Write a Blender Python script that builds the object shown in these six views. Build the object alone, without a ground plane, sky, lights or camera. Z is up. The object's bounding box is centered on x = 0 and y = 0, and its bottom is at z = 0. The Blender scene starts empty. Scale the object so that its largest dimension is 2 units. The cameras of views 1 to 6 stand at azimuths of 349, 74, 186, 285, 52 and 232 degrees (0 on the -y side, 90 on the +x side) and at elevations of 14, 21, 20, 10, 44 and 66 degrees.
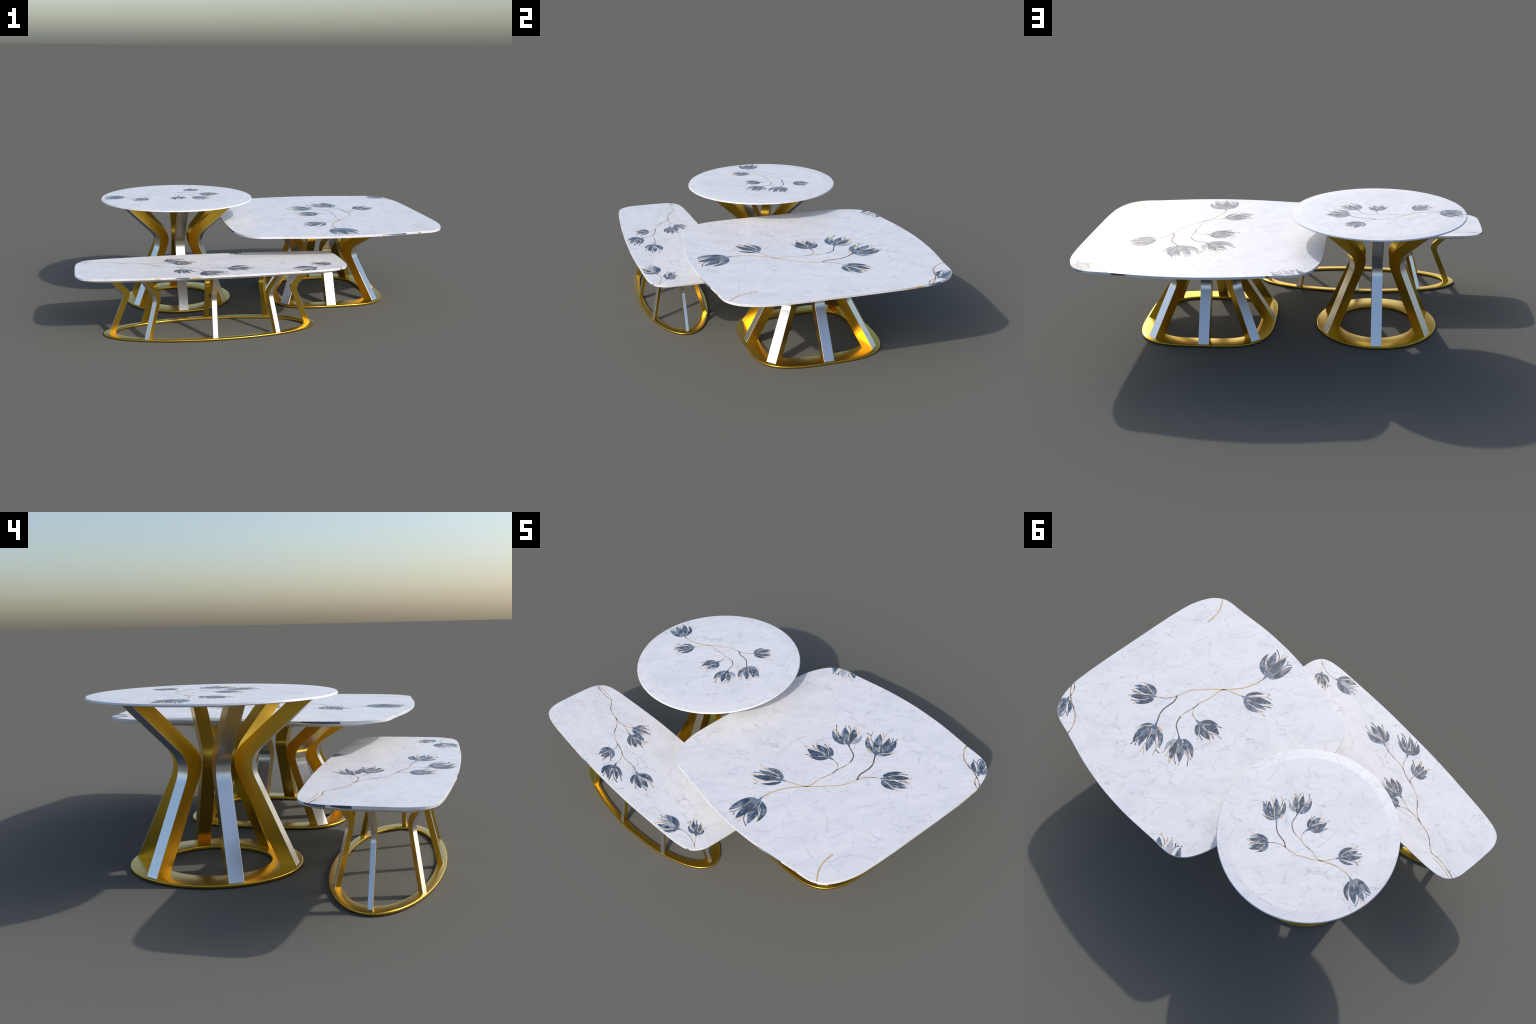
"""Set of three nesting coffee tables: flower-inlaid white marble tops on bases
of bent gold legs faced with silver, standing on flat gold rings."""
import bpy, bmesh, math, random
from mathutils import Matrix, Vector

random.seed(7)
D = bpy.data
COL = bpy.context.scene.collection

# ------------------------------------------------------------------ materials
class Nodes:
    """Small helper to write node trees compactly."""
    def __init__(self, name):
        self.mat = D.materials.new(name)
        self.mat.use_nodes = True
        self.t = self.mat.node_tree
        self.bsdf = self.t.nodes['Principled BSDF']

    def add(self, kind, **kw):
        n = self.t.nodes.new(kind)
        for k, v in kw.items():
            setattr(n, k, v)
        return n

    def link(self, a, b):
        self.t.links.new(a, b)

    def coords(self, scale=(1, 1, 1), rot=0.0, loc=(0, 0, 0)):
        tc = self.add('ShaderNodeTexCoord')
        mp = self.add('ShaderNodeMapping')
        mp.inputs['Scale'].default_value = scale
        mp.inputs['Rotation'].default_value = (0, 0, rot)
        mp.inputs['Location'].default_value = loc
        self.link(tc.outputs['Object'], mp.inputs['Vector'])
        return mp.outputs['Vector']

    def noise(self, vec, scale, detail=4.0, rough=0.55, distortion=0.0):
        n = self.add('ShaderNodeTexNoise')
        n.inputs['Scale'].default_value = scale
        n.inputs['Detail'].default_value = detail
        n.inputs['Roughness'].default_value = rough
        n.inputs['Distortion'].default_value = distortion
        self.link(vec, n.inputs['Vector'])
        return n.outputs['Fac']

    def math(self, op, a, b=None, clamp=False):
        n = self.add('ShaderNodeMath')
        n.operation = op
        n.use_clamp = clamp
        for i, v in enumerate((a, b)):
            if v is None:
                continue
            if isinstance(v, (int, float)):
                n.inputs[i].default_value = v
            else:
                self.link(v, n.inputs[i])
        return n.outputs[0]

    def ramp(self, fac, stops, interp='LINEAR'):
        n = self.add('ShaderNodeValToRGB')
        n.color_ramp.interpolation = interp
        els = n.color_ramp.elements
        while len(els) < len(stops):
            els.new(0.5)
        for e, (p, c) in zip(els, stops):
            e.position = p
            e.color = (*c, 1) if len(c) == 3 else c
        self.link(fac, n.inputs['Fac'])
        return n.outputs['Color']

    def mix(self, fac, a, b, blend='MIX'):
        n = self.add('ShaderNodeMix')
        n.data_type = 'RGBA'
        n.blend_type = blend
        for sock, v in ((n.inputs[0], fac), (n.inputs[6], a), (n.inputs[7], b)):
            if isinstance(v, (int, float)):
                sock.default_value = v
            elif isinstance(v, tuple):
                sock.default_value = (*v, 1)
            else:
                self.link(v, sock)
        return n.outputs[2]


GREY = lambda v: (v, v, v)
MARBLE_ROUGH = 0.38
POLISH_IOR = 1.75


def marble(name, vein_dir, seed):
    """White Carrara: thin broken grey veins drawn out along one direction."""
    m = Nodes(name)
    vec = m.coords(loc=(seed, seed * 0.7, 0))
    # warp the lookup so the veins wander
    warp = m.add('ShaderNodeTexNoise')
    warp.inputs['Scale'].default_value = 5.0
    warp.inputs['Detail'].default_value = 7.0
    m.link(vec, warp.inputs['Vector'])
    sub = m.add('ShaderNodeVectorMath', operation='SUBTRACT')
    sub.inputs[1].default_value = (0.5, 0.5, 0.5)
    m.link(warp.outputs['Color'], sub.inputs[0])
    scl = m.add('ShaderNodeVectorMath', operation='SCALE')
    scl.inputs['Scale'].default_value = 0.16
    m.link(sub.outputs[0], scl.inputs[0])
    add = m.add('ShaderNodeVectorMath', operation='ADD')
    m.link(vec, add.inputs[0])
    m.link(scl.outputs[0], add.inputs[1])
    turn = m.add('ShaderNodeMapping')
    turn.inputs['Rotation'].default_value = (0, 0, -math.radians(vein_dir))
    m.link(add.outputs[0], turn.inputs['Vector'])
    drawn = m.add('ShaderNodeMapping')
    drawn.inputs['Scale'].default_value = (0.55, 1.0, 1.0)
    m.link(turn.outputs[0], drawn.inputs['Vector'])
    d = drawn.outputs[0]
    # network of hairline veins
    vor = m.add('ShaderNodeTexVoronoi', feature='DISTANCE_TO_EDGE')
    vor.inputs['Scale'].default_value = 12.5
    m.link(d, vor.inputs['Vector'])
    net = m.ramp(vor.outputs['Distance'], [(0.0, GREY(1)), (0.012, GREY(0.55)), (0.040, GREY(0))])
    # ridged streaks
    n1 = m.noise(d, 21.0, 8, 0.62)
    ridge = m.math('ABSOLUTE', m.math('SUBTRACT', n1, 0.5))
    streak = m.ramp(ridge, [(0.0, GREY(1)), (0.009, GREY(0.6)), (0.024, GREY(0))])
    # patchiness: veins fade in and out
    patch = m.ramp(m.noise(d, 17.0, 5, 0.65), [(0.47, GREY(0)), (0.70, GREY(1))])
    patch2 = m.ramp(m.noise(d, 24.0, 4, 0.65), [(0.48, GREY(0)), (0.72, GREY(1))])
    # short dark flecks lying along the bedding
    flecks = m.add('ShaderNodeMapping')
    flecks.inputs['Scale'].default_value = (0.45, 1.0, 1.0)
    m.link(drawn.outputs[0], flecks.inputs['Vector'])
    fleck = m.ramp(m.noise(flecks.outputs[0], 62.0, 3, 0.6), [(0.63, GREY(0)), (0.78, GREY(1))])
    cloud = m.noise(d, 11.0, 7, 0.66)
    veins = m.math('ADD', m.math('MULTIPLY', net, m.math('ADD', m.math('MULTIPLY', patch, 0.8), 0.09)),
                   m.math('MULTIPLY', m.math('MULTIPLY', streak, patch2), 0.8), clamp=True)
    veins = m.math('ADD', veins, m.math('MULTIPLY', fleck, 0.45), clamp=True)
    base = m.ramp(cloud, [(0.30, MARBLE_CLOUD), (0.56, MARBLE_WHITE)])
    col = m.mix(m.math('MULTIPLY', veins, 0.66), base, MARBLE_VEIN)
    m.link(col, m.bsdf.inputs['Base Color'])
    m.bsdf.inputs['Roughness'].default_value = MARBLE_ROUGH
    m.bsdf.inputs['IOR'].default_value = POLISH_IOR
    return m.mat


MARBLE_WHITE = (0.79, 0.79, 0.81)
MARBLE_CLOUD = (0.70, 0.705, 0.735)
MARBLE_VEIN = (0.26, 0.265, 0.295)


def metal(name, colour, rough, grain):
    m = Nodes(name)
    vec = m.coords()
    r = m.math('ADD', m.math('MULTIPLY', m.noise(vec, 9.0, 2), grain), rough - grain * 0.5)
    m.link(r, m.bsdf.inputs['Roughness'])
    tint = m.noise(vec, 14.0, 3)
    col = m.mix(tint, tuple(c * 0.97 for c in colour), tuple(min(1, c * 1.03) for c in colour))
    m.link(col, m.bsdf.inputs['Base Color'])
    m.bsdf.inputs['Metallic'].default_value = 1.0
    return m.mat


def petal_stone(name, dark, mid, light):
    """Blue-grey agate washes running along each petal (unit petal space)."""
    m = Nodes(name)
    info = m.add('ShaderNodeObjectInfo')
    tc = m.add('ShaderNodeTexCoord')
    off = m.add('ShaderNodeVectorMath', operation='ADD')
    m.link(tc.outputs['Object'], off.inputs[0])
    rnd = m.math('MULTIPLY', info.outputs['Random'], 37.0)
    m.link(rnd, off.inputs[1])
    v = off.outputs[0]
    mp = m.add('ShaderNodeMapping')
    mp.inputs['Scale'].default_value = (2.3, 0.9, 1)
    m.link(v, mp.inputs['Vector'])
    wash = m.noise(mp.outputs[0], 1.7, 2.5, 0.55, 0.5)
    wash = m.math('ADD', wash, m.math('MULTIPLY', m.math('SUBTRACT', info.outputs['Random'], 0.45), 0.14))
    col = m.ramp(wash, [(0.32, dark), (0.5, mid), (0.66, light)])
    mp2 = m.add('ShaderNodeMapping')
    mp2.inputs['Scale'].default_value = (2.6, 3.0, 1)
    m.link(v, mp2.inputs['Vector'])
    flake = m.ramp(m.noise(mp2.outputs[0], 1.6, 2, 0.5, 0.3), [(0.66, GREY(0)), (0.70, GREY(1))])
    col = m.mix(m.math('MULTIPLY', flake, 0.7), col, (0.55, 0.58, 0.64))
    m.link(col, m.bsdf.inputs['Base Color'])
    m.bsdf.inputs['Roughness'].default_value = MARBLE_ROUGH
    m.bsdf.inputs['IOR'].default_value = POLISH_IOR
    return m.mat


def line_inlay(name, stops):
    """Metal-coloured line whose tone changes in patches along its run."""
    m = Nodes(name)
    n = m.noise(m.coords(), 26.0, 1.5)
    col = m.ramp(n, stops)
    m.link(col, m.bsdf.inputs['Base Color'])
    m.bsdf.inputs['Roughness'].default_value = MARBLE_ROUGH
    m.bsdf.inputs['IOR'].default_value = POLISH_IOR
    return m.mat


GOLD_C, TAN_C, DARK_C = (0.60, 0.385, 0.14), (0.64, 0.49, 0.32), (0.085, 0.062, 0.05)
M_GOLD = metal('brushed_gold', (0.70, 0.455, 0.058), 0.28, 0.02)
M_SILVER = metal('polished_silver', (0.80, 0.80, 0.81), 0.27, 0.01)
M_PETAL = [petal_stone('blue_agate', (0.030, 0.048, 0.080), (0.070, 0.100, 0.148), (0.24, 0.28, 0.34)),
           petal_stone('pale_agate', (0.16, 0.20, 0.27), (0.32, 0.36, 0.42), (0.45, 0.47, 0.5)),
           petal_stone('tan_agate', (0.45, 0.34, 0.25), (0.6, 0.46, 0.34), (0.65, 0.52, 0.42))]
M_CALYX = petal_stone('grey_agate', (0.060, 0.085, 0.130), (0.10, 0.135, 0.19), (0.22, 0.25, 0.31))
M_GAP = line_inlay('pale_gap', [(0.35, (0.60, 0.58, 0.54)), (0.6, (0.70, 0.70, 0.69))])
M_LINE = {'g': line_inlay('gold_line', [(0.30, (0.40, 0.25, 0.12)), (0.42, GOLD_C), (0.62, TAN_C)]),
          'd': line_inlay('dark_line', [(0.40, DARK_C), (0.62, (0.17, 0.12, 0.09)), (0.72, (0.45, 0.30, 0.15))]),
          'm': line_inlay('mottled_line', [(0.40, DARK_C), (0.47, (0.30, 0.20, 0.12)), (0.54, (0.50, 0.34, 0.19)), (0.68, TAN_C)])}


# ------------------------------------------------------------------ helpers
def new_obj(name, bm, mats, parent=None, loc=(0, 0, 0), smooth_angle=None):
    me = D.meshes.new(name)
    bmesh.ops.recalc_face_normals(bm, faces=bm.faces)
    if smooth_angle is not None:
        lim = math.radians(smooth_angle)
        for f in bm.faces:
            f.smooth = True
        for e in bm.edges:
            if len(e.link_faces) == 2 and e.calc_face_angle(0) > lim:
                e.smooth = False
    bm.to_mesh(me)
    bm.free()
    for m in (mats if isinstance(mats, (list, tuple)) else [mats]):
        me.materials.append(m)
    ob = D.objects.new(name, me)
    COL.objects.link(ob)
    ob.location = loc
    ob.parent = parent
    return ob


def loft(rings, cap=True):
    """Closed rings of points -> tube, with end caps."""
    bm = bmesh.new()
    vs = [[bm.verts.new(p) for p in r] for r in rings]
    n = len(rings[0])
    for a, b in zip(vs, vs[1:]):
        for i in range(n):
            bm.faces.new((a[i], a[(i + 1) % n], b[(i + 1) % n], b[i]))
    if cap:
        bm.faces.new(vs[0])
        bm.faces.new(vs[-1])
    return bm


def catmull(pts, steps, closed=False):
    n = len(pts)
    out = []
    last = n if closed else n - 1
    for i in range(last):
        if closed:
            p0, p1, p2, p3 = (pts[(i + k) % n] for k in (-1, 0, 1, 2))
        else:
            p1, p2 = pts[i], pts[i + 1]
            p0 = pts[i - 1] if i else (2 * p1[0] - p2[0], 2 * p1[1] - p2[1])
            p3 = pts[i + 2] if i + 2 < n else (2 * p2[0] - p1[0], 2 * p2[1] - p1[1])
        # centripetal parametrisation avoids overshoot on uneven spacing
        d = [max(math.dist(a, b), 1e-9) ** 0.5 for a, b in ((p0, p1), (p1, p2), (p2, p3))]
        t0, t1, t2, t3 = 0, d[0], d[0] + d[1], d[0] + d[1] + d[2]
        for s in range(steps):
            t = t1 + (t2 - t1) * s / steps
            L = lambda a, b, ta, tb: tuple(((tb - t) * u + (t - ta) * v) / (tb - ta) for u, v in zip(a, b))
            a1, a2, a3 = L(p0, p1, t0, t1), L(p1, p2, t1, t2), L(p2, p3, t2, t3)
            b1, b2 = L(a1, a2, t0, t2), L(a2, a3, t1, t3)
            out.append(L(b1, b2, t1, t2))
    if not closed:
        out.append(pts[-1])
    return out


def circle_outline(r, n=192):
    return [(r * math.cos(2 * math.pi * i / n), r * math.sin(2 * math.pi * i / n)) for i in range(n)]


def superellipse(a, b, e, n=192):
    out = []
    for i in range(n):
        t = 2 * math.pi * i / n
        c, s = math.cos(t), math.sin(t)
        out.append((a * math.copysign(abs(c) ** (2 / e), c), b * math.copysign(abs(s) ** (2 / e), s)))
    return resample(out, n)


def resample(pts, n):
    """Even spacing along a closed outline."""
    acc = [0.0]
    for i in range(len(pts)):
        acc.append(acc[-1] + math.dist(pts[i], pts[(i + 1) % len(pts)]))
    out, j = [], 0
    for k in range(n):
        s = acc[-1] * k / n
        while acc[j + 1] < s:
            j += 1
        f = (s - acc[j]) / max(acc[j + 1] - acc[j], 1e-12)
        a, b = pts[j], pts[(j + 1) % len(pts)]
        out.append((a[0] + (b[0] - a[0]) * f, a[1] + (b[1] - a[1]) * f))
    return out


def quarter_outline(q, n=240):
    """Mirror a quarter profile (from +y axis to +x axis) to a closed CCW outline."""
    q1 = q[::-1]                                   # +x axis -> +y axis
    ring = q1[:-1] + [(-x, y) for x, y in q[:-1]] + [(-x, -y) for x, y in q1[:-1]] + [(x, -y) for x, y in q[:-1]]
    return resample(catmull(ring, 12, closed=True), n)


def inset(outline, d):
    n = len(outline)
    out = []
    for i in range(n):
        a, b = outline[i - 1], outline[(i + 1) % n]
        tx, ty = b[0] - a[0], b[1] - a[1]
        l = math.hypot(tx, ty)
        out.append((outline[i][0] - ty / l * d, outline[i][1] + tx / l * d))
    return out


# ------------------------------------------------------------------ table parts
def tabletop(parent, outline, profile, mat):
    """profile: (inset, z) from the top face down round the rim; the last entry is the
    dished underside, pulled in by (inset_x, inset_y) at the axes."""
    rings = [[(x, y, z) for x, y in inset(outline, d)] for d, z in profile[:-1]]
    ix, iy, z = profile[-1]
    fx, fy = 1 - ix / max(p[0] for p in outline), 1 - iy / max(p[1] for p in outline)
    rings.append([(x * fx, y * fy, z) for x, y in outline])
    bm = loft(rings)
    return new_obj('tabletop', bm, mat, parent, smooth_angle=3)


def base_ring(parent, outer, inner, h, loc):
    c1, c2 = 0.0035, 0.0025
    rings = [[(x, y, 0.0) for x, y in inset(outer, 0.0015)], [(x, y, 0.0015) for x, y in outer],
             [(x, y, h - c1) for x, y in outer]]
    for k in (30, 60, 90):
        a = math.radians(k)
        rings.append([(x, y, h - c1 + c1 * math.sin(a)) for x, y in inset(outer, c1 * (1 - math.cos(a)))])
    for k in (90, 60, 30, 0):
        a = math.radians(k)
        rings.append([(x, y, h - c2 + c2 * math.sin(a)) for x, y in inset(inner, -c2 * (1 - math.cos(a)))])
    rings.append([(x, y, 0.0) for x, y in inner])
    bm = bmesh.new()
    vs = [[bm.verts.new(p) for p in r] for r in rings]
    n = len(outer)
    for a, b in zip(vs, vs[1:] + vs[:1]):
        for i in range(n):
            bm.faces.new((a[i], a[(i + 1) % n], b[(i + 1) % n], b[i]))
    return new_obj('base_ring', bm, M_GOLD, parent, loc, smooth_angle=50)


def bent_line(z0, z1, slope_low, slope_high, knee_r, knee_z, fillet, n=12):
    """(r, z) stations of a leg face: straight up to the knee, rounded, straight out."""
    a = Vector((slope_low, -1.0)).normalized()
    b = Vector((slope_high, 1.0)).normalized()
    k = Vector((knee_r, knee_z))
    p0, p2 = k + a * fillet, k + b * fillet
    pts = [Vector((knee_r + slope_low * (knee_z - z0), z0))]
    lo = pts[0]
    pts.append(lo.lerp(p0, 0.5))
    for i in range(n + 1):
        t = i / n
        pts.append(p0 * (1 - t) ** 2 + k * 2 * t * (1 - t) + p2 * t * t)
    hi = Vector((knee_r + slope_high * (z1 - knee_z), z1))
    pts.append(p2.lerp(hi, 0.5))
    pts.append(hi)
    return pts


def strap(outer, inner, width, chamfer):
    """Rectangular bar with chamfered long edges between two face lines (r, z)."""
    rings = []
    for o, i in zip(outer, inner):
        dr = (i - o)
        l = dr.length
        c = chamfer / l
        h, hc = width / 2, width / 2 - chamfer
        sec = [(0, -hc), (0, hc), (c, h), (1 - c, h), (1, hc), (1, -hc), (1 - c, -h), (c, -h)]
        rings.append([(o.x + dr.x * s, w, o.y + dr.y * s) for s, w in sec])
    return loft(rings)


def legs(parent, spec, places, squash=(1.0, 1.0)):
    """One bent leg repeated; each is a gold bar with a silver facing on its outer side.
    places: (x, y, angle) of the foot's outer edge and the way it faces."""
    z0, z1, sl, sh, kr, kz, fil, thick, width = spec
    plate = 0.0018
    nl, nh = math.hypot(1, sl), math.hypot(1, sh)

    def face(t):
        # knee of the line offset inward by t
        lowr = lambda z: kr + sl * (kz - z) - t * nl
        z = (kr + sl * kz - t * nl - (kr - sh * kz - t * nh)) / (sl + sh)
        return bent_line(z0, z1, sl, sh, lowr(z), z, fil)

    o, mid, mid2, inn = face(0), face(plate), face(plate - 0.0004), face(thick)
    foot = o[0].x
    shift = lambda L: [Vector((p.x - foot, p.y)) for p in L]
    o, mid, mid2, inn = (shift(L) for L in (o, mid, mid2, inn))
    bar = strap(mid2, inn, width - 0.0004, 0.0006)
    proto = new_obj('leg', bar, M_GOLD, parent, smooth_angle=28)
    fac = new_obj('leg_facing', strap(o, mid, width, 0.0005), M_SILVER, proto, smooth_angle=28)
    bar_mesh, facing_mesh = proto.data, fac.data
    for k, (x, y, ang) in enumerate(places):
        if k == 0:
            leg, f = proto, fac
        else:
            leg, f = proto.copy(), fac.copy()
            COL.objects.link(leg)
            COL.objects.link(f)
            f.parent = leg
        f.matrix_parent_inverse = Matrix()
        # turn the leg, then squash the turned shape as the oval base does
        M = Matrix.Diagonal((squash[0], squash[1], 1, 1)) @ Matrix.Rotation(math.radians(ang), 4, 'Z')
        if squash == (1.0, 1.0):
            leg.matrix_local = Matrix.Translation((x, y, 0)) @ M
        else:
            # a sheared shape cannot live in an object transform: give it its own mesh
            for ob, me in ((leg, bar_mesh), (f, facing_mesh)):
                ob.data = me.copy()
                ob.data.transform(M)
                ob.matrix_local = Matrix()
            leg.location = (x, y, 0)


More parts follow.
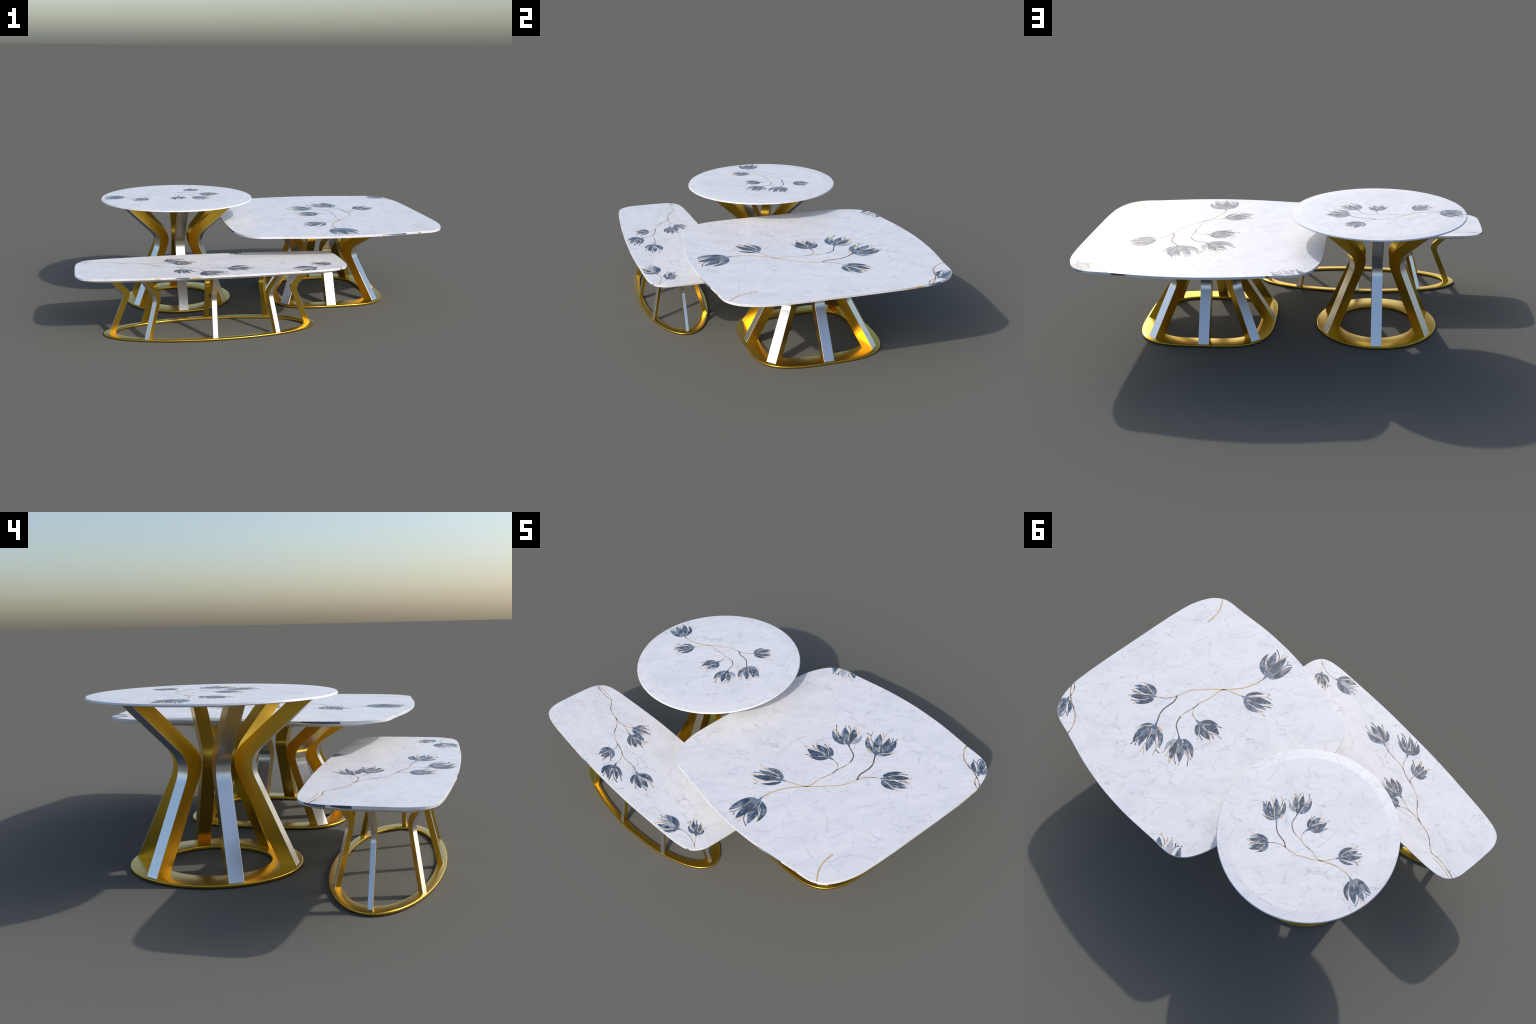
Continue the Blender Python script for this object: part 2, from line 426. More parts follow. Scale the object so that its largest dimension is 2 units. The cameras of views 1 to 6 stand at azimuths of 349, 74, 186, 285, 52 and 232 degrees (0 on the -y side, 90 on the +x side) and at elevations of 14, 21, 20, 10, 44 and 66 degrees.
# ------------------------------------------------------------------ flower inlay
FLOWERS = {
    'nodding_spread': dict(
        petals=[(12.7, -15.3, 65.8, -69.1, 25.1, -0.12, 0), (39, -23.4, 125.7, -51.7, 26.9, -0.09, 0), (30.9, -15, 117.9, -36.8, 21.6, 0, 0), (31.7, 7.3, 133.4, 11.6, 35, -0, 0), (21.3, 19.1, 101.5, 48.6, 24.1, 0.04, 0)],
        stamens=[('g', (24.7, -17.6), (49.6, -44.6), (78.7, -75.9)), ('g', (39.9, -10.3), (82.7, -9.1), (129.1, -26.2)), ('d', (83.8, -14.6), (100.3, -14.2), (118.7, -15)), ('g', (42.8, -8.1), (92.1, -6.2), (142.7, 6.3)), ('d', (32, 14.8), (84.5, 33.8), (122.7, 32.6)), ('g', (93.9, 36.7), (104.1, 43.4), (110.5, 53.3))]),
    'broad_open': dict(
        petals=[(22.1, -18.1, 52.7, -74.5, 16.2, -0.07, 0), (43.4, -19, 141.4, -68.6, 42.5, -0.11, 0), (51, -19.1, 153.6, -31.5, 37.5, -0.05, 0), (45.3, 6.4, 167.3, 16.5, 43, 0.01, 0), (35.9, 21.4, 132.4, 70, 27, 0.08, 0), (25.5, 18.5, 54.5, 52.5, 14.4, 0.08, 2), (47.8, 19.8, 80.2, 34.4, 9.6, 0.03, 0)],
        stamens=[('g', (30.9, -21.2), (49.4, -65.5), (65.9, -84.3)), ('d', (48.9, -23.5), (85.9, -31.2), (153.1, -71.9)), ('d', (127.1, -50.7), (138.4, -50.8), (151.3, -50.1)), ('g', (54.1, -7.1), (104.9, -1.5), (141, -7.7), (181, 9.6)), ('g', (144.2, -6.3), (157.1, -10.8), (177.5, -10.8)), ('m', (51.1, 21.3), (81.9, 29.9), (132.6, 54.5), (169.9, 54)), ('m', (135.8, 55.9), (146.8, 66.1), (151.4, 78.6)), ('g', (86.9, 56.6), (105.8, 56.3), (124.5, 56.1))]),
    'bell_fan': dict(
        petals=[(24.6, -21.5, 75.9, -75.4, 22.4, -0.11, 1), (37.8, -12.5, 123.7, -46.9, 39.3, -0.03, 0), (42.5, 1.6, 144.9, -3.6, 39.5, 0.04, 0), (46.2, 22.1, 105.8, 43.5, 18.9, 0, 0), (30.4, 22.7, 129.8, 59.8, 28.5, 0.12, 0)],
        stamens=[('g', (33.5, -20.2), (66.1, -48.2), (104.3, -69.9)), ('g', (77.8, -73.9), (80, -80.3), (82.3, -86)), ('g', (90.4, -50.6), (114.4, -53.5), (131.5, -56.6)), ('g', (42, -4.7), (93.3, -17.6), (140.2, -55.3)), ('d', (106.5, -25.9), (123.7, -28), (148.3, -22.6)), ('g', (144.9, -3.6), (151.5, -7), (158.2, -8.8)), ('m', (44, 17.4), (86.6, 23.7), (136.3, 54.8)), ('d', (116.2, 43.1), (140.1, 39), (163.8, 34.9)), ('g', (74.2, 41.6), (99, 45.3), (119.8, 44.5))]),
    'leaning_bud': dict(
        petals=[(32.9, 9.5, 103.3, 51.4, 21.3, 0.12, 0), (46.4, -0.1, 143.2, 15.5, 44.5, 0.11, 0), (40.4, -14.7, 124, -36.1, 40.6, -0, 0), (25.8, -17.9, 71, -61, 19.1, -0.07, 0)],
        stamens=[('d', (39, 7.7), (73, 32.3), (123.2, 51.1)), ('m', (44, -6.9), (97.4, -7.8), (143.2, 8.5), (163.6, 7.5)), ('m', (65.9, -6.8), (116.7, -9.8), (136.7, -18.1)), ('d', (34.3, -15.3), (67.3, -47.8), (96.3, -60)), ('g', (75.8, -54.5), (77, -62.8), (77.1, -72)), ('g', (103.4, -11.9), (121.5, -28.9), (138.4, -46.9))]),
    'tall_tulip': dict(
        petals=[(37.9, 21.6, 138.1, 75.2, 27, 0.14, 0), (49.9, 11.5, 168.8, 49.1, 47.8, 0, 0), (56.9, -7.9, 175.8, -15.5, 42.7, 0, 0), (38.6, -26.1, 152.7, -73, 42.4, -0.04, 0)],
        stamens=[('m', (46.4, 21.2), (87.6, 47.2), (133.4, 73.2)), ('d', (53.8, 3.9), (85.5, 7.8), (132.3, 5.7), (161.3, 21.5), (180.9, 49.7)), ('g', (139.2, 7.5), (161.9, 2.2), (177.3, 9)), ('g', (163.2, -2.1), (176.5, -9.6), (186.5, -16)), ('d', (47.8, -22.3), (91.1, -30.7), (141.8, -45.9), (154.3, -59.3)), ('d', (143.9, -46), (152.9, -41.8), (159.7, -37.2))]),
    'side_tulip': dict(
        petals=[(29.1, 16.1, 103, 56.9, 18.8, 0.07, 0), (48.9, 6, 159.5, 22, 37, -0, 0), (54.9, -13.5, 147.7, -22, 27.1, -0, 0), (30.8, -13.8, 121.5, -50.2, 27.6, -0.12, 0)],
        stamens=[('m', (42.5, 13.4), (82.9, 31), (118.3, 46.5), (127.7, 65.9)), ('g', (118.3, 46.5), (134.1, 44.9), (148.1, 40.7)), ('d', (47.1, -3.3), (96.6, -12.2), (130.7, -7.5), (164, -1.4)), ('g', (141.9, 7.5), (155.3, 11.3), (166.5, 16.5)), ('m', (45.4, -19.3), (82.9, -35.1), (115.8, -41), (144, -37)), ('g', (118.9, -41.3), (138.5, -51.2), (156, -56.9))]),
    'small_side': dict(
        petals=[(19.5, 9.7, 61.9, 31.6, 15.5, 0.12, 0), (29.4, 3.5, 86.2, 9.7, 18, 0.13, 0), (33.6, -4.7, 102.2, -13.4, 22.8, -0.01, 0), (16, -13.8, 73.7, -35.6, 21, -0.1, 0)],
        stamens=[('m', (30.8, 0.7), (49.7, 24.9), (73.8, 40.7)), ('m', (38.4, 3.3), (62.6, 8.2), (91.9, 11.6)), ('d', (46.4, -3.6), (86.2, -12.5), (112.4, -16.3)), ('g', (49.5, -18.5), (67.7, -28.1), (83.9, -38.4))]),
    'small_drop': dict(
        petals=[(23, -9, 91.8, -34.5, 17.4, -0.08, 0), (31.6, -2.5, 114.7, -18.2, 26.5, -0.01, 0), (31, 6.7, 120.8, 9.3, 27.8, 0.04, 0), (27.8, 17.3, 94.3, 37, 23.8, 0.1, 0)],
        stamens=[('g', (35.7, -6.9), (74.8, -23.3), (113.3, -24.9)), ('m', (32.5, 3.7), (90.1, -2.8), (132, 6.8)), ('m', (38.2, 16.2), (95.9, 29.4), (121.3, 24.4)), ('d', (100.9, 31.2), (106.6, 36.9), (111.3, 43.2))]),
    'small_fan': dict(
        petals=[(7.5, -10.5, 40.4, -51.3, 17.6, -0.14, 0), (19.1, -6.9, 69.2, -32.6, 32.2, -0.16, 0), (25.2, -0.7, 73, 15.3, 29.8, -0.02, 0), (35, -4.5, 76.3, -8.6, 19.6, -0.04, 0), (13.2, 6.2, 57.8, 46.1, 18, 0.11, 0)],
        stamens=[('g', (21.2, -4.9), (51.5, -17.8), (78, -37.1)), ('g', (60.2, -0.6), (73.1, 5.6), (88.6, 17.7)), ('d', (19.8, 2), (46.7, 27.7), (66.9, 52.6)), ('g', (54, 17.7), (70.8, 18.5), (87.8, 16.9))]),
    'small_bell': dict(
        petals=[(20.2, -14.8, 79.7, -51.1, 29.2, -0.24, 0), (28.5, -14.9, 70.9, -39.7, 21, -0.05, 0), (33.7, -9.8, 114.8, -6.6, 35.2, -0.06, 0), (33, 3.5, 115.4, 29.7, 22.2, 0.05, 0), (27.3, 6.1, 90.1, 50.8, 16.1, 0.06, 0)],
        stamens=[('m', (56.4, -23.9), (70.7, -35.9), (90, -42.9)), ('m', (33.8, -11.7), (88.5, -16.5), (120.2, -7.2)), ('d', (33.3, -2.2), (102.9, 13.6), (128.5, 32.6)), ('m', (102.9, 13.6), (112.7, 12), (119.2, 9.7)), ('d', (35.2, 11.8), (90.5, 43.2), (116.6, 54.7))]),
    'small_tulip': dict(
        petals=[(24.2, -12, 75.3, -46.4, 21, -0.13, 0), (41.3, -14.3, 123, -18.7, 28.4, -0.03, 0), (47.8, 3.2, 136.4, 11.6, 28.4, 0.01, 0), (32.5, 8.8, 115.4, 44.4, 28.4, 0.1, 0)],
        stamens=[('m', (32.8, -13.2), (75.6, -34.7), (114, -40.8)), ('d', (39.8, -5.8), (101.6, -8.8), (147.6, -0.5)), ('m', (40.9, 1.7), (108.7, 31.9), (146.9, 36.3))]),
    'end_bud': dict(
        petals=[(12.7, -9.6, 40.5, -34.4, 15.7, -0.19, 0), (20.5, -9.9, 74.4, -16.6, 20.3, -0.1, 0), (23.4, 2.4, 95.9, 16.2, 22.8, 0.04, 0), (25.8, -5.6, 79.9, -5.6, 9, 0.02, 0), (21, 9.3, 70.8, 35.3, 15.4, 0.14, 0)],
        stamens=[('g', (22.9, -14.5), (38.1, -25.2), (66.5, -24.1), (84.6, -20.3)), ('g', (38.1, -27.5), (44.3, -35.6), (49.2, -43.7)), ('d', (25.9, -2.2), (64.6, -0.4), (94.1, 0.1)), ('m', (31.3, 7.7), (68, 26.4), (92.4, 27.6)), ('m', (70.5, 26.3), (81, 32.6), (87.6, 40.1)), ('m', (87.9, 6.5), (95.7, 10.6), (104, 15.4))]),
    'end_side': dict(
        petals=[(17.5, 8.8, 73.3, 35.4, 16.8, 0.15, 0), (32.4, 6.2, 113.1, 16.6, 28.2, 0.03, 0), (38.5, -6.6, 118.7, -19.1, 23.7, -0.01, 1), (24.4, -13.6, 113, -49, 31.6, -0.08, 0)],
        stamens=[('g', (27.7, 8.2), (51.7, 23.1), (87.3, 34.7)), ('m', (36.3, -1.9), (81.1, -2.3), (108.9, 1.7), (125.2, 17)), ('g', (81.7, -3.5), (107.7, -6.1), (130.3, -17.6)), ('d', (34.7, -14.2), (69.7, -25.3), (105.5, -35.7)), ('m', (105.3, -27.3), (116.6, -33), (127.3, -37.5))]),
    'corner_bloom': dict(
        petals=[(27.3, 15.9, 91.9, 40.8, 20.9, 0.08, 0), (32.8, 0.6, 123, 8.5, 33.2, -0.06, 0), (24.5, -11.4, 102.7, -43.2, 31.7, -0.09, 0)],
        stamens=[('d', (33.7, 6.9), (73.8, 19.3), (99.5, 42.3)), ('d', (79.8, 20.5), (99.2, 20.4), (114.1, 15.1)), ('d', (37.3, -11.9), (70.7, -16.5), (100.4, -18.9))]),
    'edge_bloom': dict(
        petals=[(112.3, 41.1, 183.3, 48.2, 36.1, 0.07, 0), (74.4, 11.7, 167.3, -11.8, 39.3, -0.01, 1), (49.1, -25.2, 128.8, -54.3, 32, -0.02, 0)],
        stamens=[('m', (118.5, 29.4), (157.5, 22.8), (175.4, 28.5), (198.5, 40.5)), ('g', (142.3, 22.1), (163.7, 8.6), (176.4, 9.2)), ('d', (99.1, -9.9), (129.1, -29.1), (134.6, -44.5)), ('d', (129.1, -29.1), (136.6, -30.6), (144.2, -29.6)), ('g', (162.2, -9), (168.5, -11.7), (175.5, -13.8)), ('m', (128.8, -53.1), (130.6, -56.1), (133.1, -59.6))]),
}


def clip_convex(poly, outline):
    """Sutherland-Hodgman against a CCW convex outline."""
    out = list(poly)
    n = len(outline)
    for i in range(n):
        a, b = outline[i], outline[(i + 1) % n]
        ex, ey = b[0] - a[0], b[1] - a[1]
        side = lambda p: ex * (p[1] - a[1]) - ey * (p[0] - a[0])
        if all(side(p) >= 0 for p in out):
            continue
        src, out = out, []
        for j, p in enumerate(src):
            q = src[(j + 1) % len(src)]
            sp, sq = side(p), side(q)
            if sp >= 0:
                out.append(p)
            if (sp >= 0) != (sq >= 0):
                f = sp / (sp - sq)
                out.append((p[0] + (q[0] - p[0]) * f, p[1] + (q[1] - p[1]) * f))
        if len(out) < 3:
            return []
    return out


def petal_poly(bend, n=14, strips=False):
    """Unit petal from (0,0) to (1,0): narrow foot, full belly, pointed tip."""
    left, right = [], []
    for i in range(n + 1):
        t = i / n
        w = 0.475 * math.sin(math.pi * t ** 0.84) ** 0.78 if 0 < t < 1 else 0.0
        w += 0.07 * (1 - t) ** 2
        y = 4 * bend * t * (1 - t)
        left.append((t, y + w))
        right.append((t, y - w))
    if strips:
        return [[right[i], right[i + 1], ((right[i + 1][0]), (right[i + 1][1] + left[i + 1][1]) / 2),
                 (right[i][0], (right[i][1] + left[i][1]) / 2)] for i in range(n)] + \
               [[(right[i][0], (right[i][1] + left[i][1]) / 2), (right[i + 1][0], (right[i + 1][1] + left[i + 1][1]) / 2),
                 left[i + 1], left[i]] for i in range(n)]
    return right + left[:-1][::-1]


class Marquetry:
    """Cuts stone and metal pieces into one tabletop (table coordinates, metres)."""
    DEPTH = 0.0012

    def __init__(self, parent, outline, top):
        self.parent, self.top = parent, top
        step = max(1, len(outline) // 120)
        self.outline = inset(outline, 0.0008)[::step]
        self.cache = {}

    def slab(self, bm, poly, off, clip=True):
        p = clip_convex(poly, self.outline) if clip else poly
        if len(p) < 3:
            return
        hi = [bm.verts.new((x, y, self.top(x, y) + off)) for x, y in p]
        lo = [bm.verts.new((x, y, self.top(x, y) - self.DEPTH)) for x, y in p]
        bm.faces.new(hi)
        bm.faces.new(lo[::-1])
        n = len(p)
        for i in range(n):
            bm.faces.new((hi[i], lo[i], lo[(i + 1) % n], hi[(i + 1) % n]))

    def ribbon(self, name, pts, w0, w1, off, mat, parent=None, knob=0.0, loc=None):
        """Thin strip along a smoothed path, optionally ending in a knob."""
        if name == 'stem':
            w0, w1 = w0 * 1.4, w1 * 1.4
        path = catmull(pts, 8)
        n = len(path)
        sides = []
        for i, p in enumerate(path):
            a, b = path[max(i - 1, 0)], path[min(i + 1, n - 1)]
            l = math.dist(a, b) or 1e-9
            w = (w0 + (w1 - w0) * i / (n - 1)) / 2
            nx, ny = -(b[1] - a[1]) / l * w, (b[0] - a[0]) / l * w
            sides.append(((p[0] + nx, p[1] + ny), (p[0] - nx, p[1] - ny)))
        bm = bmesh.new()
        for (l0, r0), (l1, r1) in zip(sides, sides[1:]):
            self.slab(bm, [r0, r1, l1, l0], off)
        if knob:
            c = path[-1]
            self.slab(bm, [(c[0] + knob * math.cos(a), c[1] + knob * math.sin(a))
                           for a in (k * math.pi / 4 for k in range(8))], off + 0.00003)
        bmesh.ops.remove_doubles(bm, verts=bm.verts, dist=1e-7)
        if not bm.faces:
            bm.free()
            return None
        ob = new_obj(name, bm, mat, parent or self.parent)
        if loc is not None:
            ob.location = loc
        return ob

    def petal(self, flower, origin, base, tip, width, bend, shade, off, cut):
        L = math.dist(base, tip)
        ang = math.atan2(tip[1] - base[1], tip[0] - base[0])
        k = round(bend * L / width * 10) / 10
        far = max(math.hypot(*base), math.hypot(*tip)) + width / 2
        ca, sa = math.cos(ang), math.sin(ang)
        if cut or far > self.flat_radius:
            bm = bmesh.new()
            for strip in petal_poly(k, 20, strips=True):
                poly = []
                for u, v in strip:
                    x, y = u * L, v * width
                    q = (base[0] + x * ca - y * sa, base[1] + x * sa + y * ca)
                    if not poly or math.dist(q, poly[-1]) > 1e-6:
                        poly.append(q)
                if len(poly) > 2 and math.dist(poly[0], poly[-1]) < 1e-6:
                    poly.pop()
                self.slab(bm, poly, 0.00006)
            inv = Matrix.Diagonal((1 / L, 1 / width, 1, 1)) @ Matrix.Rotation(-ang, 4, 'Z') @ \
                Matrix.Translation((-base[0], -base[1], -self.top(0, 0)))
            bmesh.ops.transform(bm, matrix=inv, verts=bm.verts)
            ob = new_obj('petal', bm, M_PETAL[shade], flower)
        else:
            key = (k, shade)
            if key not in self.cache:
                bm = bmesh.new()
                p = petal_poly(k)
                hi = [bm.verts.new((x, y, 0)) for x, y in p]
                lo = [bm.verts.new((x, y, -self.DEPTH)) for x, y in p]
                bm.faces.new(hi)
                bm.faces.new(lo[::-1])
                for i in range(len(p)):
                    j = (i + 1) % len(p)
                    bm.faces.new((hi[i], lo[i], lo[j], hi[j]))
                ob = new_obj('petal', bm, M_PETAL[shade], flower)
                self.cache[key] = ob.data
            else:
                ob = D.objects.new('petal', self.cache[key])
                COL.objects.link(ob)
                ob.parent = flower
        ob.location = (base[0] - origin[0], base[1] - origin[1], off)
        ob.rotation_euler = (0, 0, ang)
        ob.scale = (L, width, 1)
        return ob

    flat_radius = 9.0

    def flower(self, kind, x, y, ang, size=1.0, mirror=1, cut=False, cup=True):
        spec = FLOWERS[kind]
        a = math.radians(ang)
        ca, sa = math.cos(a) * size / 1000, math.sin(a) * size / 1000

        def put(u, v):
            v *= mirror
            return (x + u * ca - v * sa, y + u * sa + v * ca)

        us = [p[0] for p in spec['petals']]
        vs = [p[1] for p in spec['petals']]
        ub, lo, hi = sum(us) / len(us), min(vs), max(vs)
        # calyx: a pinched neck that swells into the cup holding the petals
        half = [(0, -3.2), (0.22 * ub, -5.2), (0.42 * ub, -5.5), (0.60 * ub, lo * 0.5 - 3),
                (0.86 * ub, lo * 0.72), (1.02 * ub, lo * 0.45), (1.04 * ub, 0)]
        other = [(1.02 * ub, hi * 0.45), (0.86 * ub, hi * 0.72), (0.60 * ub, hi * 0.5 + 3),
                 (0.42 * ub, 5.5), (0.22 * ub, 5.2), (0, 3.2)]
        poly = [put(u, v) for u, v in catmull(half + other, 3)]
        if mirror < 0:
            poly.reverse()
        bm = bmesh.new()
        if cup:
            self.slab(bm, poly, 0.00055)
        bmesh.ops.translate(bm, verts=bm.verts, vec=(-x, -y, -self.top(0, 0)))
        fl = new_obj('flower', bm, M_CALYX, self.parent, (x, y, self.top(0, 0)))
        for i, (bu, bv, tu, tv, w, bend, shade) in enumerate(spec['petals']):
            bu, bv = bu - 0.13 * (tu - bu), bv - 0.10 * (tv - bv)     # tuck the foot under the cup
            self.petal(fl, (x, y), put(bu, bv), put(tu, tv), w * size / 1000, bend * mirror, shade,
                       0.00030 + 0.00003 * i, cut)
        for i, st in enumerate(spec['stamens']):
            w = {'g': 0.0036, 'd': 0.0040, 'm': 0.0037}[st[0]] * size * spec.get('line', 1.0)
            pts = [put(*p) for p in st[1:]]
            if math.dist(pts[0], pts[-1]) > 0.045 * size and len(pts) > 2:
                # pale sliver of marble left between the petals beside the stamen
                a, b = pts[0], pts[1]
                side = (i % 2 * 2 - 1) * w * 0.55 / math.dist(a, b)
                nx, ny = -(b[1] - a[1]) * side, (b[0] - a[0]) * side
                gap = [(p[0] + (q[0] - p[0]) * f + nx, p[1] + (q[1] - p[1]) * f + ny)
                       for p, q, f in ((a, b, 0.02), (a, b, 0.45), (a, b, 0.95))]
                self.ribbon('petal_gap', gap, w * 1.35, w * 0.4, 0.00059, M_GAP, fl, loc=(-x, -y, -self.top(0, 0)))
            self.ribbon('stamen', [put(*p) for p in st[1:]], w * 0.8, w, 0.00062 + 0.00004 * i, M_LINE[st[0]], fl,
                        knob=w * 0.85, loc=(-x, -y, -self.top(0, 0)))
        return fl


def edge_patch(parent, outline, s0, s1, z0, z1, mat, name='edge_inlay'):
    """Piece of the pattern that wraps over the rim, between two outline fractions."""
    n = len(outline)
    bm = bmesh.new()
    k = 10
    ring_o, ring_i = inset(outline, -0.0006), inset(outline, 0.002)

    def at(ring, s):
        f = (s % 1.0) * n
        i = int(f)
        a, b = ring[i % n], ring[(i + 1) % n]
        return (a[0] + (b[0] - a[0]) * (f - i), a[1] + (b[1] - a[1]) * (f - i))
    rows = []
    for j in range(k + 1):
        t = j / k
        s = s0 + (s1 - s0) * t
        # lens-shaped in height: tapers at one end like a cut petal
        zl = z0 + (z1 - z0) * (0.55 * (1 - t) ** 3)
        o, i = at(ring_o, s), at(ring_i, s)
        rows.append([bm.verts.new((*o, zl)), bm.verts.new((*o, z1)), bm.verts.new((*i, z1)), bm.verts.new((*i, zl))])
    for a, b in zip(rows, rows[1:]):
        for i in range(4):
            bm.faces.new((a[i], a[(i + 1) % 4], b[(i + 1) % 4], b[i]))
    bm.faces.new(rows[0])
    bm.faces.new(rows[-1][::-1])
    return new_obj(name, bm, mat, parent, smooth_angle=40)


def outline_fraction(outline, x, y):
    """Where along the outline the point nearest (x, y) lies, 0..1."""
    n = len(outline)
    return min(range(n), key=lambda i: math.dist(outline[i], (x, y))) / n


def table(name, label, x, y):
    e = D.objects.new(name, None)
    e.empty_display_size = 0.1
    COL.objects.link(e)
    e.location = (x, y, 0)
    e['label'] = label
    e['category'] = 'coffee table'
    return e


def mm(p):
    return (p[0] / 1000, p[1] / 1000)


# the spray of six flowers shared by the square and the round table,
# in millimetres from the square table's design centre
SPRAY = [('nodding_spread', 239.3, 95.0, 43.7), ('broad_open', 120.3, 179.4, 119.8), ('bell_fan', -12.0, 139.8, 145.5),
         ('leaning_bud', 2.8, 21.0, -170.5), ('tall_tulip', -30.3, -384.7, -77.8), ('side_tulip', -34.7, -239.3, -153.3)]
SPRAY_STEMS = [
    ('g', 4.6, (-30, -385), (-27, -348), (-7, -282), (20, -237), (54, -191), (92, -150), (112, -120), (147, -78), (163, -41), (175, 9)),
    ('d', 5.2, (175, 9), (160, 43), (159, 76), (158, 108), (149, 138), (132, 163), (120, 179)),
    ('m', 3.6, (175, 9), (183, 33), (202, 64), (221, 82), (239, 95)),
    ('g', 4.2, (50, -196), (59, -171), (58, -137), (59, -96)),
    ('m', 3.6, (59, -96), (68, -51), (66, -13), (72, 39), (70, 69)),
    ('d', 4.4, (70, 69), (58, 96), (42, 116), (19, 127), (-12, 140)),
    ('m', 3.4, (66, -13), (49, 6), (34, 16), (3, 21)),
    ('g', 3.8, (54, -191), (37, -204), (10, -218), (-16, -230), (-35, -239))]

# ================================================================== square table
SQ_TOP = 0.4666
sq = table('square_table', 'low marble table with rounded square top and gold legs', 0.4090, 0.1070)
sq_outline = quarter_outline([(0, .5965), (.10, .593), (.19, .5855), (.36, .560), (.478, .5405), (.531, .500),
                              (.560, .447), (.580, .378), (.5875, .30), (.5905, .19), (.591, 0)])
tabletop(sq, sq_outline, [(.0010, SQ_TOP), (.0003, SQ_TOP - .0003), (0, SQ_TOP - .0010), (0, SQ_TOP - .0105), (.105, .105, SQ_TOP - .0325)],
         marble('carrara_marble_square', 52, 3.0))
base_ring(sq, superellipse(.336, .339, 3.5), [(x - .006, y) for x, y in superellipse(.254, .257, 3.6)], .011, (.004, -.004, 0))
SQ_LEG_TOP = SQ_TOP - .0320
legs(sq, (.0095, SQ_LEG_TOP, .61, 1.53, .21, .2846, .060, .050, .051),
     [(.3315, -.001, 0), (-.3280, -.001, 180), (.255, .266, 48), (.2600, -.273, -48), (-.262, .2685, 133), (-.270, -.265, 228)])
legs(sq, (.0095, SQ_LEG_TOP, .53, 1.53, .21, .2930, .0575, .050, .051),
     [(-.0135, .327, 90), (-.0135, -.329, 270)])
cut = Marquetry(sq, sq_outline, lambda x, y: SQ_TOP)
for kind, x, y, a in SPRAY:
    cut.flower(kind, x / 1000 + .004, y / 1000, a)
for kind, w, *pts in SPRAY_STEMS:
    cut.ribbon('stem', [(p[0] / 1000 + .004, p[1] / 1000) for p in pts], w / 1000, w / 1000 * .85, .0002, M_LINE[kind])
cut.flower('corner_bloom', .5297, .4386, 118.4, cut=True)
cut.flower('edge_bloom', -.5478, .6046, -38.9, cut=True)
for kind, w, *pts in [
        ('m', 4.2, (354, 585), (357, 559), (366, 531), (388, 499), (413, 477), (439, 463), (472, 452), (497, 444), (524, 430), (549, 414), (590, 378)),
        ('m', 4.0, (524, 430), (535, 407), (550, 389), (589, 368)),
        ('g', 5.0, (430, -381), (433, -423), (446, -467), (466, -499), (489, -525), (500, -538))]:
    cut.ribbon('stem', [(p[0] / 1000 + .004, p[1] / 1000) for p in pts], w / 1000, w / 1000, .00022, M_LINE[kind])

# pattern pieces that run over the rim
def rim_run(parent, outline, top, band, pieces):
    for (x0, y0), (x1, y1), mat, lift in pieces:
        s0, s1 = outline_fraction(outline, x0 / 1000, y0 / 1000), outline_fraction(outline, x1 / 1000, y1 / 1000)
        if s1 - s0 > 0.5:
            s0 += 1
        elif s0 - s1 > 0.5:
            s1 += 1
        edge_patch(parent, outline, s0, s1, top - band, top - lift, mat)


rim_run(sq, sq_outline, SQ_TOP, .0098, [
    ((-587, -250), (-583, -395), M_PETAL[0], .0012), ((180, -581), (200, -579), M_LINE['g'], .0014),
    ((200, -579), (315, -564), M_PETAL[0], .0012), ((384, -549), (402, -546), M_LINE['g'], .0016),
    ((467, 530), (528, 513), M_PETAL[0], .0012), ((263, 572), (341, 560), M_LINE['d'], .0012),
    ((-376, 562), (-344, 563), M_LINE['d'], .0012), ((584, 366), (567, 440), M_PETAL[0], .0012), ((590, 250), (586, 350), M_LINE['g'], .0030)])

# ================================================================== round table
RD_TOP, RD_R, RD_FLAT = 0.5937, 0.4216, 0.373
rd = table('round_table', 'tall round marble table on hourglass gold legs', -0.431, 0.108)
rd_outline = circle_outline(RD_R, 192)
RIM_DROP = 0.0027


def rd_height(x, y):
    r = math.hypot(x, y)
    return RD_TOP - RIM_DROP * max(0.0, (r - RD_FLAT) / (RD_R - .003 - RD_FLAT))


tabletop(rd, rd_outline, [(RD_R - RD_FLAT, RD_TOP), (.0034, RD_TOP - RIM_DROP), (.0028, RD_TOP - RIM_DROP - .0005),
                          (0, RD_TOP - RIM_DROP - .0055), (.0005, RD_TOP - RIM_DROP - .0060), (.040, .040, RD_TOP - RIM_DROP - .0123)],
         marble('carrara_marble_round', 52, 11.0))
base_ring(rd, circle_outline(.2990), circle_outline(.1910), .011, (0, 0, 0))
legs(rd, (.0095, RD_TOP - .0160, .463, 1.106, .122, .3670, .068, .0515, .050),
     [(.2885 * math.cos(math.radians(t)), .2885 * math.sin(math.radians(t)), t) for t in range(30, 390, 60)])
cut = Marquetry(rd, rd_outline, rd_height)
cut.flat_radius = RD_FLAT
RD_SCALE, RD_TURN = 0.717, 87.05
RD_SHIFT = (-.0032, .0013)


def to_round(x, y):
    """The round table carries the same spray, mirrored, turned and shrunk."""
    c, s = math.cos(math.radians(RD_TURN)) * RD_SCALE, math.sin(math.radians(RD_TURN)) * RD_SCALE
    return (x * c + y * s + RD_SHIFT[0], x * s - y * c + RD_SHIFT[1])


for kind, x, y, a in SPRAY:
    cut.flower(kind, *to_round(x / 1000, y / 1000), RD_TURN - a, RD_SCALE, -1)
for kind, w, *pts in SPRAY_STEMS:
    cut.ribbon('stem', [to_round(*mm(p)) for p in pts], w / 1000 * RD_SCALE, w / 1000 * .85 * RD_SCALE, .0002, M_LINE[kind])

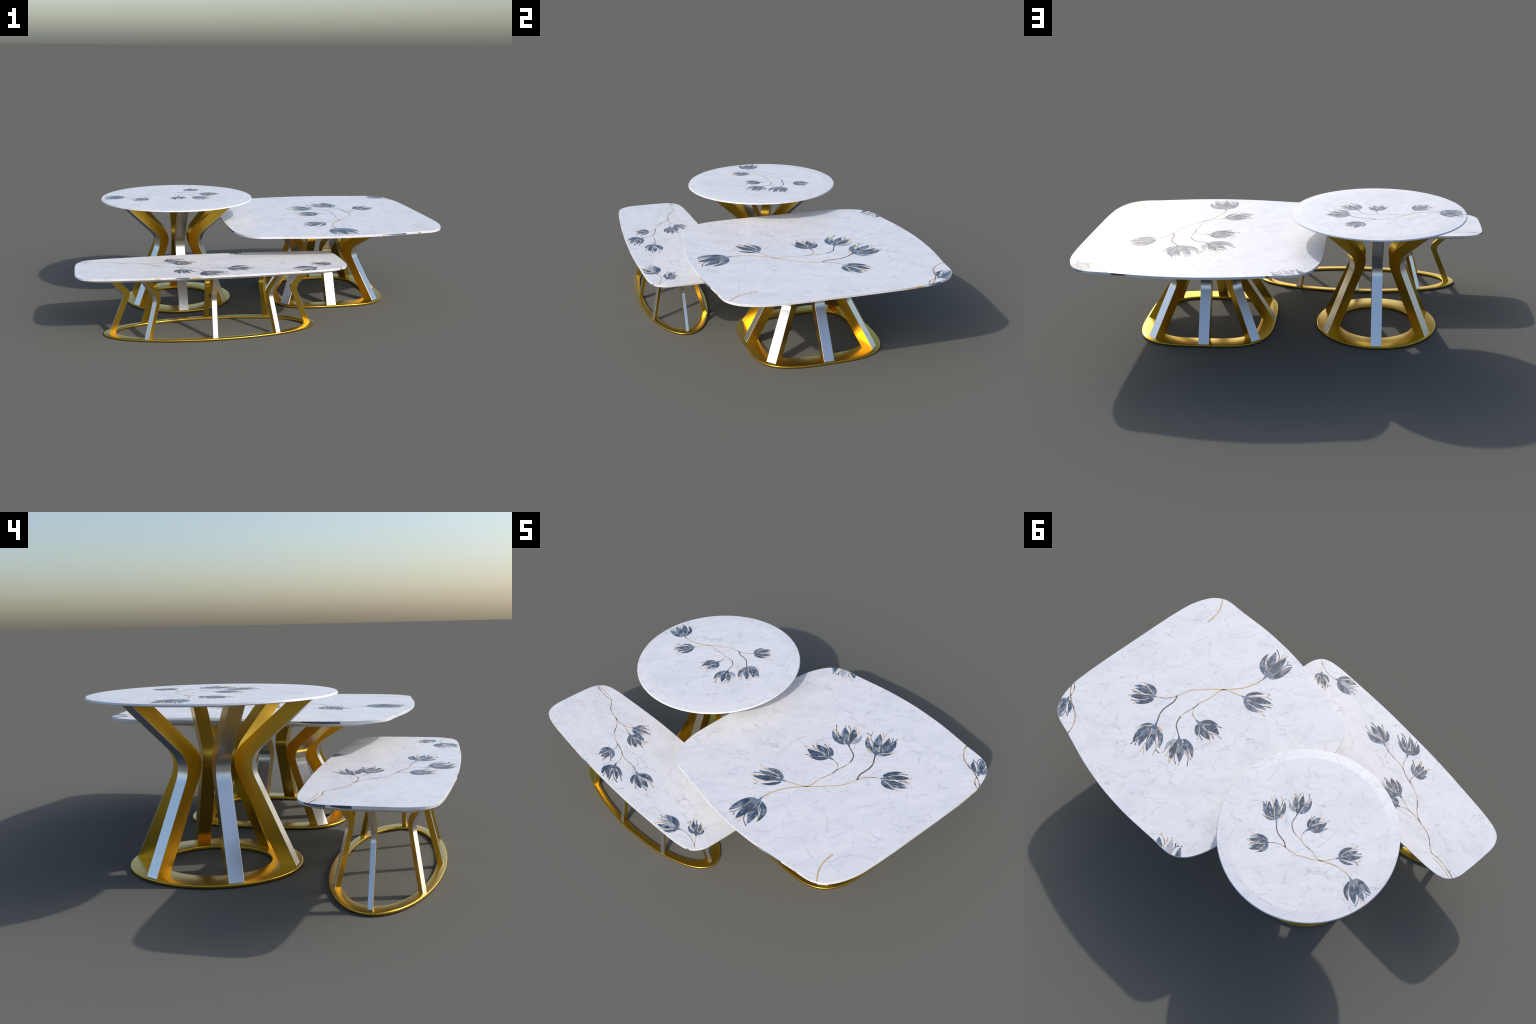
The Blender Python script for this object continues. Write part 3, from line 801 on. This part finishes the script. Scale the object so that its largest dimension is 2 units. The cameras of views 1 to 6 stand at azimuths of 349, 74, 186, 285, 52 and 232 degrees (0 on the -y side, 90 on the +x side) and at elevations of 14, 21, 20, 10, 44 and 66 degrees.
# ================================================================== rectangular table
RC_TOP = 0.3427
rc = table('rectangular_table', 'long low marble table on oval gold base', -0.318, -0.4785)
rc_outline = quarter_outline([(0, .2252), (.20, .2228), (.36, .2142), (.45, .2083), (.5565, .199), (.6215, .1845),
                              (.654, .163), (.6765, .12), (.682, .05), (.6825, 0)])
tabletop(rc, rc_outline, [(.0008, RC_TOP), (.0003, RC_TOP - .0003), (0, RC_TOP - .0009), (0, RC_TOP - .0088), (.039, .0225, RC_TOP - .0228)],
         marble('carrara_marble_rectangular', 2, 23.0))
base_ring(rc, superellipse(.5475, .1885, 2), superellipse(.4865, .1560, 2), .0092, (-.0045, 0, 0))
legs(rc, (.0080, RC_TOP - .0225, .404, 1.02, .4412, .208, .028, .0292, .025),
     [(.519, 0, 0), (-.526, 0, 180), (-.0075, .1775, 90), (-.0075, -.1775, 270),
      (.318, .147, 65), (.318, -.149, -65), (-.348, .137, 130), (-.348, -.140, -130)], squash=(1.0, .63))
cut = Marquetry(rc, rc_outline, lambda x, y: RC_TOP)
for kind, x, y, a in [('small_side', -235.0, 90.4, 29.4), ('small_drop', -205.4, 51.2, -5.2), ('small_fan', -160.8, -74.5, -77.6),
                      ('small_bell', -61.7, -120.6, -45.1), ('small_tulip', 54.3, -77.6, -13.3), ('end_bud', 595.4, -109.2, 141.9),
                      ('end_side', 513.3, -139.1, -156.5)]:
    cut.flower(kind, x / 1000, y / 1000, a)
cut.flower('corner_bloom', .165, .262, -95, .62, cut=True)
for kind, w, *pts in [
        ('m', 2.9, (-686, 151), (-605, 133), (-549, 130), (-508, 134), (-473, 112), (-445, 91), (-409, 78), (-365, 70), (-333, 59), (-307, 42),
         (-282, 16), (-255, -8), (-221, -24), (-183, -34), (-140, -43), (-103, -57), (-73, -66), (-36, -67), (1, -67), (34, -72), (54, -78)),
        ('g', 2.6, (-674, 163), (-618, 149), (-577, 145), (-532, 147)),
        ('m', 2.4, (-365, 70), (-331, 67), (-301, 67), (-267, 73), (-234, 90)),
        ('m', 2.3, (-283, 69), (-247, 63), (-205, 51)),
        ('m', 2.3, (-183, -34), (-163, -51), (-159, -75)),
        ('m', 2.4, (-95, -62), (-74, -84), (-62, -121)),
        ('g', 2.6, (653, -157), (633, -146), (613, -124), (595, -109)),
        ('m', 2.4, (638, -148), (598, -135), (554, -130), (512, -138)),
        ('m', 2.8, (389, 212), (430, 188), (485, 145))]:
    cut.ribbon('stem', [mm(p) for p in pts], w / 1000, w / 1000, .0002, M_LINE[kind])

rim_run(rc, rc_outline, RC_TOP, .0082, [
    ((-656, 162), (-681, 100), M_PETAL[0], .0010), ((-682, 80), (-682, 25), M_PETAL[0], .0010),
    ((-348, -216), (-340, -216), M_LINE['g'], .0012), ((-308, -218), (-278, -219), M_LINE['g'], .0012),
    ((-207, -223), (-145, -225), M_PETAL[0], .0012), ((-145, -225), (-90, -226), M_LINE['g'], .0012),
    ((627, -182), (637, -177), M_PETAL[0], .0014)])

bpy.context.view_layer.update()
